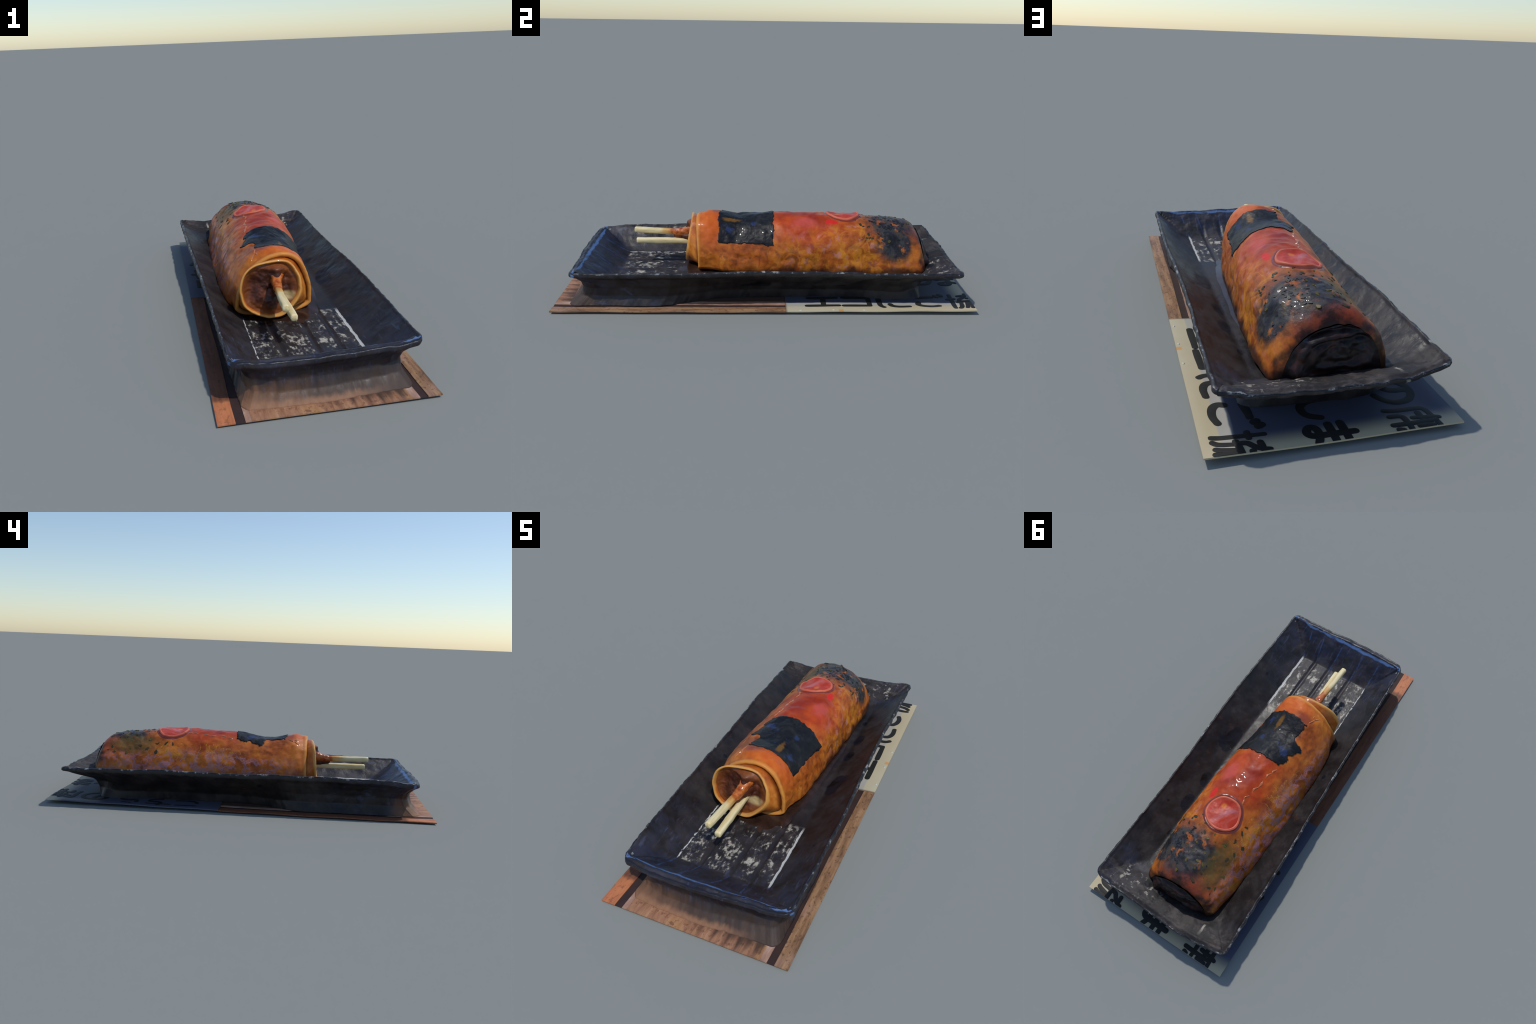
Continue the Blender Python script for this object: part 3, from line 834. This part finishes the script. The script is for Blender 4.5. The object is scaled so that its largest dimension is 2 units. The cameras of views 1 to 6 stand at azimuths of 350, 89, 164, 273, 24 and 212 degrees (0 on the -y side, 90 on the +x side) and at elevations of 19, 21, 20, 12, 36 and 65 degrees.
# far end: charred, coiled face
V, F = [], []
rings = 40
by, binset = prof[-1]
bx, byy, bz = ring_at(by, binset)
byy = byy - 0.20 * (bz - 0.24)
cx, cz = float(np.mean(bx)), 0.205
for k in range(rings):
    r = 1 - k / (rings - 1)
    x = cx + (bx - cx) * r * 1.0
    z = cz + (bz - cz) * r
    ang = np.arctan2(z - cz, x - cx)
    coil = np.sin(2 * math.pi * (r * 3.0) + ang)
    bulge = 0.030 * (1 - r ** 2.2) * smooth((0.30 - z) / 0.15) - 0.005 * np.exp(-((r - 0.88) / 0.08) ** 2)
    y = np.interp(z, [0.08, 0.35], [byy[np.argmin(bz)], byy[np.argmax(bz)]]) + bulge
    y = y + 0.008 * np.sin(z * 190 + 2 * np.sin(x * 14)) * smooth((z - 0.21) / 0.04) * smooth((1 - r) / 0.12)
    y = y + 0.003 * coil * smooth((1 - r) / 0.15) * smooth(r / 0.25) + 0.016 * nz(x, y, z, 7, 3, 5.0) * smooth((1 - r) / 0.2)
    y = y + 0.010 * nz(x, y, z, 13, 3, 3.0) * smooth((1 - r) / 0.1)
    V += list(zip(x, y, z))
F = grid_faces(rings, NT, True)
make("charred_end", V, F, char_material(), roll)

# inner wrapper: a layer poking out of the front, tapering to a thin uneven lip
def lip_ring(shrink):
    c, s_ = np.cos(th), np.sin(th)
    ex = 2 / 2.2
    S = np.sign(s_) * np.abs(s_) ** ex
    z = np.where(S > 0, S * 0.121, S * 0.126) * shrink
    x = 0.133 * shrink * np.sign(c) * np.abs(c) ** ex + 0.10 * np.maximum(z, 0)
    rip = 1 + 0.025 * np.sin(3 * th + 0.6) + 0.018 * np.sin(5 * th + 2)
    return -0.090 + x * rip, 0.222 + z * rip


def inner_ring(k, shrink, y):
    """k = 0 under the outer wrapper, 1 at the lip."""
    xo, _, zo = ring_at(-0.325, 0.020)
    xl, zl = lip_ring(shrink)
    x, z = xo + (xl - xo) * k, zo + (zl - zo) * k
    yy = y + 0.13 * (z - 0.222) * k - 0.008 * k + 0.004 * np.sin(2 * th) * k
    nn = 0.004 * nz(x, yy, z, 12, 3, 7.0)
    return x + nn, yy + 0.5 * nn, np.maximum(z + nn, FLOOR - 0.002)


prof_i = [(0.0, 1.0, -0.27), (0.0, 1.0, -0.31), (0.10, 1.0, -0.331), (0.45, 1.0, -0.350), (0.74, 1.0, -0.364), (0.92, 1.0, -0.373),
          (1.0, 0.995, -0.379), (1.0, 0.97, -0.382), (1.0, 0.945, -0.382), (1.0, 0.92, -0.377), (1.0, 0.89, -0.368), (1.0, 0.865, -0.358)]
V = []
for k, sc, y in prof_i:
    V += list(zip(*inner_ring(k, sc, y)))
make("inner_wrapper", V, grid_faces(len(prof_i), NT, True), skin_material("inner_skin", True), roll)

# filling: hollow bowl rising to the roots of the sticks
V = []
rings = 30
for k in range(rings):
    r = 1 - k / (rings - 1)
    x, y, z = inner_ring(1.0, 0.895 * r + 2e-3, -0.366)
    deep = 0.012 * smooth((1 - r) / 0.4) - 0.022 * np.exp(-(((x + 0.10) / 0.06) ** 2 + ((z - 0.165) / 0.05) ** 2)) * smooth((1 - r) / 0.25)
    rise = 0.048 * np.exp(-(((x + 0.062) / 0.03) ** 2 + ((z - 0.268) / 0.035) ** 2)) * smooth((1 - r) / 0.15)
    rise = rise + 0.028 * np.exp(-(((x + 0.06) / 0.05) ** 2 + ((z - 0.31) / 0.03) ** 2)) * smooth((1 - r) / 0.2)
    y = y + deep - rise + 0.012 * nz(x, y, z, 14, 4, 2.0) * smooth((1 - r) / 0.15)
    V += list(zip(x, y, z))
FILLING = filling_material()
make("roll_filling", V, grid_faces(rings, NT, True), FILLING, roll)


def tube(path, radii, mat, name, parent, seg=24, squash=1.0, lumps=0.0):
    p = np.array(path, float)
    n = max(14, 8 * len(p))
    s = np.linspace(0, 1, len(p))
    u = np.linspace(0, 1, n)
    c = np.stack([np.interp(u, s, p[:, k]) for k in range(3)], 1)
    r = np.interp(u, s, radii)
    V = []
    t = np.gradient(c, axis=0)
    t /= np.linalg.norm(t, axis=1)[:, None]
    a = np.linspace(0, 2 * math.pi, seg, endpoint=False)
    for i in range(n):
        side = np.cross(t[i], (0, 0, 1)); side /= np.linalg.norm(side)
        up = np.cross(side, t[i])
        sq = np.abs(np.cos(a)) ** 4 + np.abs(np.sin(a)) ** 4
        rr = r[i] * sq ** -0.16
        q = c[i] + np.outer(np.cos(a) * rr, side) + np.outer(np.sin(a) * rr * squash, up)
        if lumps:
            k = nz(q[:, 0], q[:, 1], q[:, 2], 30, 2, 5.0)
            q = q + lumps * k[:, None] * (q - c[i]) / r[i]
        V += [tuple(v) for v in q]
    # chamfered ends
    F = grid_faces(n, seg, True)
    for i, sgn in ((0, -1), (n - 1, 1)):
        k = len(V)
        q = np.array(V[i * seg:(i + 1) * seg])
        e = c[i] + (q - c[i]) * 0.8 + sgn * t[i] * r[i] * 0.22
        V += [tuple(v) for v in e]
        F += [(i * seg + j, i * seg + (j + 1) % seg, k + (j + 1) % seg, k + j) for j in range(seg)]
        F.append(tuple(range(k, k + seg)))
    return make(name, V, F, mat, parent, True, 50)


STICK = stick_material()
tube([(-0.085, -0.672, 0.2535), (-0.078, -0.56, 0.250), (-0.067, -0.41, 0.246), (-0.060, -0.30, 0.243)], [0.0146, 0.0152, 0.0148, 0.014], STICK, "chopstick", roll, 28, 1.0, 0.0012)
tube([(-0.0505, -0.659, 0.206), (-0.052, -0.56, 0.205), (-0.054, -0.42, 0.203), (-0.055, -0.30, 0.201)], [0.0142, 0.0155, 0.0142, 0.013], STICK, "chopstick", roll, 28, 1.0, 0.0012)
tube([(-0.0715, -0.475, 0.2475), (-0.070, -0.455, 0.248), (-0.067, -0.425, 0.250), (-0.063, -0.395, 0.258), (-0.058, -0.355, 0.275)],
     [0.0135, 0.0168, 0.0185, 0.023, 0.034], drip_material(), "sauce_drip", roll, 28, 1.0, 0.005)
tube([(-0.066, -0.47, 0.2275), (-0.064, -0.44, 0.227), (-0.060, -0.40, 0.225), (-0.055, -0.35, 0.225)],
     [0.006, 0.011, 0.018, 0.030], FILLING, "sauce_drip", roll, 20, 1.0, 0.005)

# crown height lookup, for things lying on the roll
def angle_for_x(x, y, lo=0.25, hi=2.9):
    """Angle on the upper surface whose point has the given x at station y (bisection)."""
    x, y = np.broadcast_arrays(np.asarray(x, float), np.asarray(y, float))
    a, b = np.full(x.shape, lo), np.full(x.shape, hi)
    for _ in range(30):
        m_ = (a + b) / 2
        px, _, _ = roll_point(y, m_)
        go = px > x
        a, b = np.where(go, m_, a), np.where(go, b, m_)
    return (a + b) / 2


# black seaweed sheet over the crown
def sheet(name, mat, tmin, tmax, ymin, ymax, thick, n, m, keep, parent):
    ts, ys = np.linspace(tmin, tmax, n), np.linspace(ymin, ymax, m)
    Y, T = np.meshgrid(ys, ts)
    K = keep(Y, T)
    top = roll_surface(Y, T, thick * np.ones_like(Y))
    # thin down towards the torn edge
    bot = roll_surface(Y, T, -0.003 * np.ones_like(Y))
    cell = K[:-1, :-1] & K[1:, :-1] & K[:-1, 1:] & K[1:, 1:]
    P = np.stack(top, -1).reshape(-1, 3); Q = np.stack(bot, -1).reshape(-1, 3)
    N = len(P)
    V, F = np.vstack([P, Q]), []
    I = lambda i, j: i * m + j
    for i in range(n - 1):
        for j in range(m - 1):
            if not cell[i, j]:
                continue
            q = (I(i, j), I(i, j + 1), I(i + 1, j + 1), I(i + 1, j))
            F.append(q)
            F.append(tuple(v + N for v in reversed(q)))
            for (di, dj), (a, b) in (((-1, 0), (q[0], q[1])), ((0, 1), (q[1], q[2])), ((1, 0), (q[2], q[3])), ((0, -1), (q[3], q[0]))):
                ii, jj = i + di, j + dj
                if not (0 <= ii < n - 1 and 0 <= jj < m - 1) or not cell[ii, jj]:
                    F.append((b, a, a + N, b + N))
    used = sorted({v for f in F for v in f})
    re = {v: k for k, v in enumerate(used)}
    return make(name, V[used], [tuple(re[v] for v in f) for f in F], mat, parent)


NORI = nori_material()
def nori_keep(Y, T):
    w = nz(Y, T * 0.2, 0 * Y, 20, 4, 4.0)
    x, _, z = roll_point(Y, T)
    front = -0.235 + 0.012 * w + 0.02 * smooth((x + 0.02) / -0.1)
    back = 0.047 + 0.012 * w
    left = np.interp(Y, [-0.24, -0.2, -0.17, -0.12, -0.10, -0.05, -0.03, 0.0, 0.06], [-0.112, -0.113, -0.116, -0.122, -0.158, -0.156, -0.132, -0.132, -0.118]) + 0.026 * w
    right_z = 0.243 + 0.008 * w
    return (Y > front) & (Y < back) & (x > left) & ((z > right_z) | (x < 0))
sheet("nori_sheet", NORI, 0.35, 2.5, -0.26, 0.07, 0.0035, 130, 110, nori_keep, roll)

# sausage slice: dished disc with a pale raised rind and its contact shadow modelled as a dark ring
def disc(name, r0, r1, height, mat, nr=16, na=110):
    a = np.linspace(0, 2 * math.pi, na, endpoint=False)
    V = []
    rows = list(np.linspace(r0, r1, nr))
    for r in rows:
        wob = 1 + 0.015 * np.sin(3 * a + 1) + 0.012 * np.sin(5 * a)
        x, y = -0.036 + r * wob * np.cos(a), 0.402 + r * wob * np.sin(a)
        t = angle_for_x(x, y)
        hx = height(r, x, y, a)
        V += list(zip(*roll_surface(y, t, hx)))
    F = grid_faces(nr, na, True)
    if r0 < 0.005:
        F.append(tuple(range(na)))
    return make(name, V, F, mat, roll)


SR = 0.084
def slice_h(r, x, y, a):
    q = r / SR
    fold = 0.004 * np.sin(14 * (y - 0.40) + 9 * x + 1.0) * (1 - q)
    return 0.0005 + 0.006 * q ** 3 + fold * 0.8 + 0.002 * nz(x, y, 0 * x, 18, 2, 3.0) * (1 - q)
def rind_h(r, x, y, a):
    k = (r - SR * 0.86) / (SR * 0.17)
    return 0.0035 + 0.004 * math.sin(math.pi * min(max(k, 0), 1) ** 0.8) - 0.008 * smooth((k - 0.75) / 0.25) + 0.001 * nz(x, y, 0 * x, 30, 2)
def shadow_ring_h(r, x, y, a):
    k = (r - SR * 0.96) / (SR * 0.22)
    return 0.0025 * math.sin(math.pi * k) - 0.001 + 0 * x
disc("sausage_slice", 0.001, SR * 0.90, slice_h, sausage_material(), 24)
disc("sausage_rind", SR * 0.86, SR * 1.03, rind_h, sausage_rind_material(), 14)
disc("sausage_shadow_ring", SR * 0.96, SR * 1.18, shadow_ring_h, sausage_shadow_material(), 8)

# herb and seaweed flakes, strewn over the far half
def flakes(name, mat, count, spread, size):
    V, F = [], []
    for _ in range(count):
        y, x = spread()
        t = float(angle_for_x(x, y, -0.1, 3.0))
        s = size * (0.5 + rng.random())
        spin = rng.random() * 6.28
        n = 7
        k = len(V)
        lift = -0.0006 + 0.0014 * rng.random()
        ex = 0.35 + 0.5 * rng.random()
        for h in (lift + 0.0012, lift - 0.003):
            for a in np.linspace(0, 2 * math.pi, n, endpoint=False):
                r = s * (0.6 + 0.6 * rng.random())
                dx, dy = r * math.cos(a) * ex, r * math.sin(a)
                ddx, ddy = dx * math.cos(spin) - dy * math.sin(spin), dx * math.sin(spin) + dy * math.cos(spin)
                px, py, pz = roll_surface(y + ddy, t - ddx / 0.2, h + 0.0015 * math.sin(a * 2))
                V.append((float(px), float(py), float(pz)))
        F.append(tuple(range(k, k + n)))
        F.append(tuple(range(k + 2 * n - 1, k + n - 1, -1)))
        for j in range(n):
            F.append((k + j, k + (j + 1) % n, k + n + (j + 1) % n, k + n + j))
    ob = make(name, V, F, mat, roll, True, 35)
    ob["kind"] = "stuff"


def near(cx, cy, sx, sy):
    return lambda: (min(cy + sy * rng.normal(), 0.735), float(np.clip(cx + sx * rng.normal(), -0.19, 0.13)))
flakes("seaweed_flake", herb_material("black_seaweed", lin(22, 22, 26), lin(44, 44, 46)), 34, near(0.06, 0.63, 0.065, 0.045), 0.009)
flakes("seaweed_flake", herb_material("wet_seaweed", lin(40, 40, 46), lin(66, 68, 76)), 14, near(0.03, 0.64, 0.06, 0.04), 0.007)
flakes("herb_flake", herb_material("olive_herb", lin(62, 58, 24), lin(110, 98, 40)), 24, near(-0.06, 0.60, 0.08, 0.06), 0.007)
flakes("herb_flake", herb_material("dark_herb", lin(40, 40, 28), lin(62, 58, 36)), 18, near(0.09, 0.52, 0.05, 0.05), 0.008)
flakes("herb_flake", herb_material("scattered_herb", lin(46, 42, 26), lin(74, 62, 34)), 12, near(-0.15, 0.58, 0.04, 0.10), 0.010)

# thin glossy ridges modelled for the white glints along the crown
def glint_line(points, width):
    p = np.array(points, float)
    u = np.linspace(0, len(p) - 1, 12 * len(p))
    x, y = np.interp(u, range(len(p)), p[:, 0]), np.interp(u, range(len(p)), p[:, 1])
    x = x + 0.004 * nz(x, y, 0 * x, 45, 2, 3.0)
    t = angle_for_x(x, y)
    n = len(u)
    w = width * (0.35 + 0.65 * np.abs(np.sin(u * 2.1 + 0.5))) * np.minimum(1, np.minimum(u, u[-1] - u) * 2 + 0.15)
    V = []
    for a in np.linspace(-1, 1, 7):
        q = roll_surface(y + 0.35 * a * w, t - a * w / 0.22, 0.0045 * (1 - a * a) ** 0.5 * np.minimum(1, w / width + 0.2) - 0.0012)
        V += list(zip(*q))
    return make("glint_thread", V, grid_faces(7, n), GLINT, roll)


GLINT = Mat("glint_gloss")
GLINT = GLINT.done(GLINT.mix(GLINT.noise(14, 3), lin(176, 92, 36), lin(200, 116, 56)), 0.12, 0.8, 0.9, 0.02)
glint_line([(-0.123, 0.062), (-0.113, 0.092), (-0.102, 0.115), (-0.101, 0.14)], 0.006)
glint_line([(-0.100, 0.155), (-0.100, 0.188), (-0.090, 0.215), (-0.087, 0.235)], 0.006)
glint_line([(-0.086, 0.255), (-0.076, 0.28), (-0.082, 0.305), (-0.088, 0.318)], 0.005)
glint_line([(-0.150, -0.300), (-0.137, -0.275), (-0.130, -0.258), (-0.120, -0.225)], 0.007)
glint_line([(-0.125, -0.292), (-0.126, -0.272), (-0.136, -0.262)], 0.005)
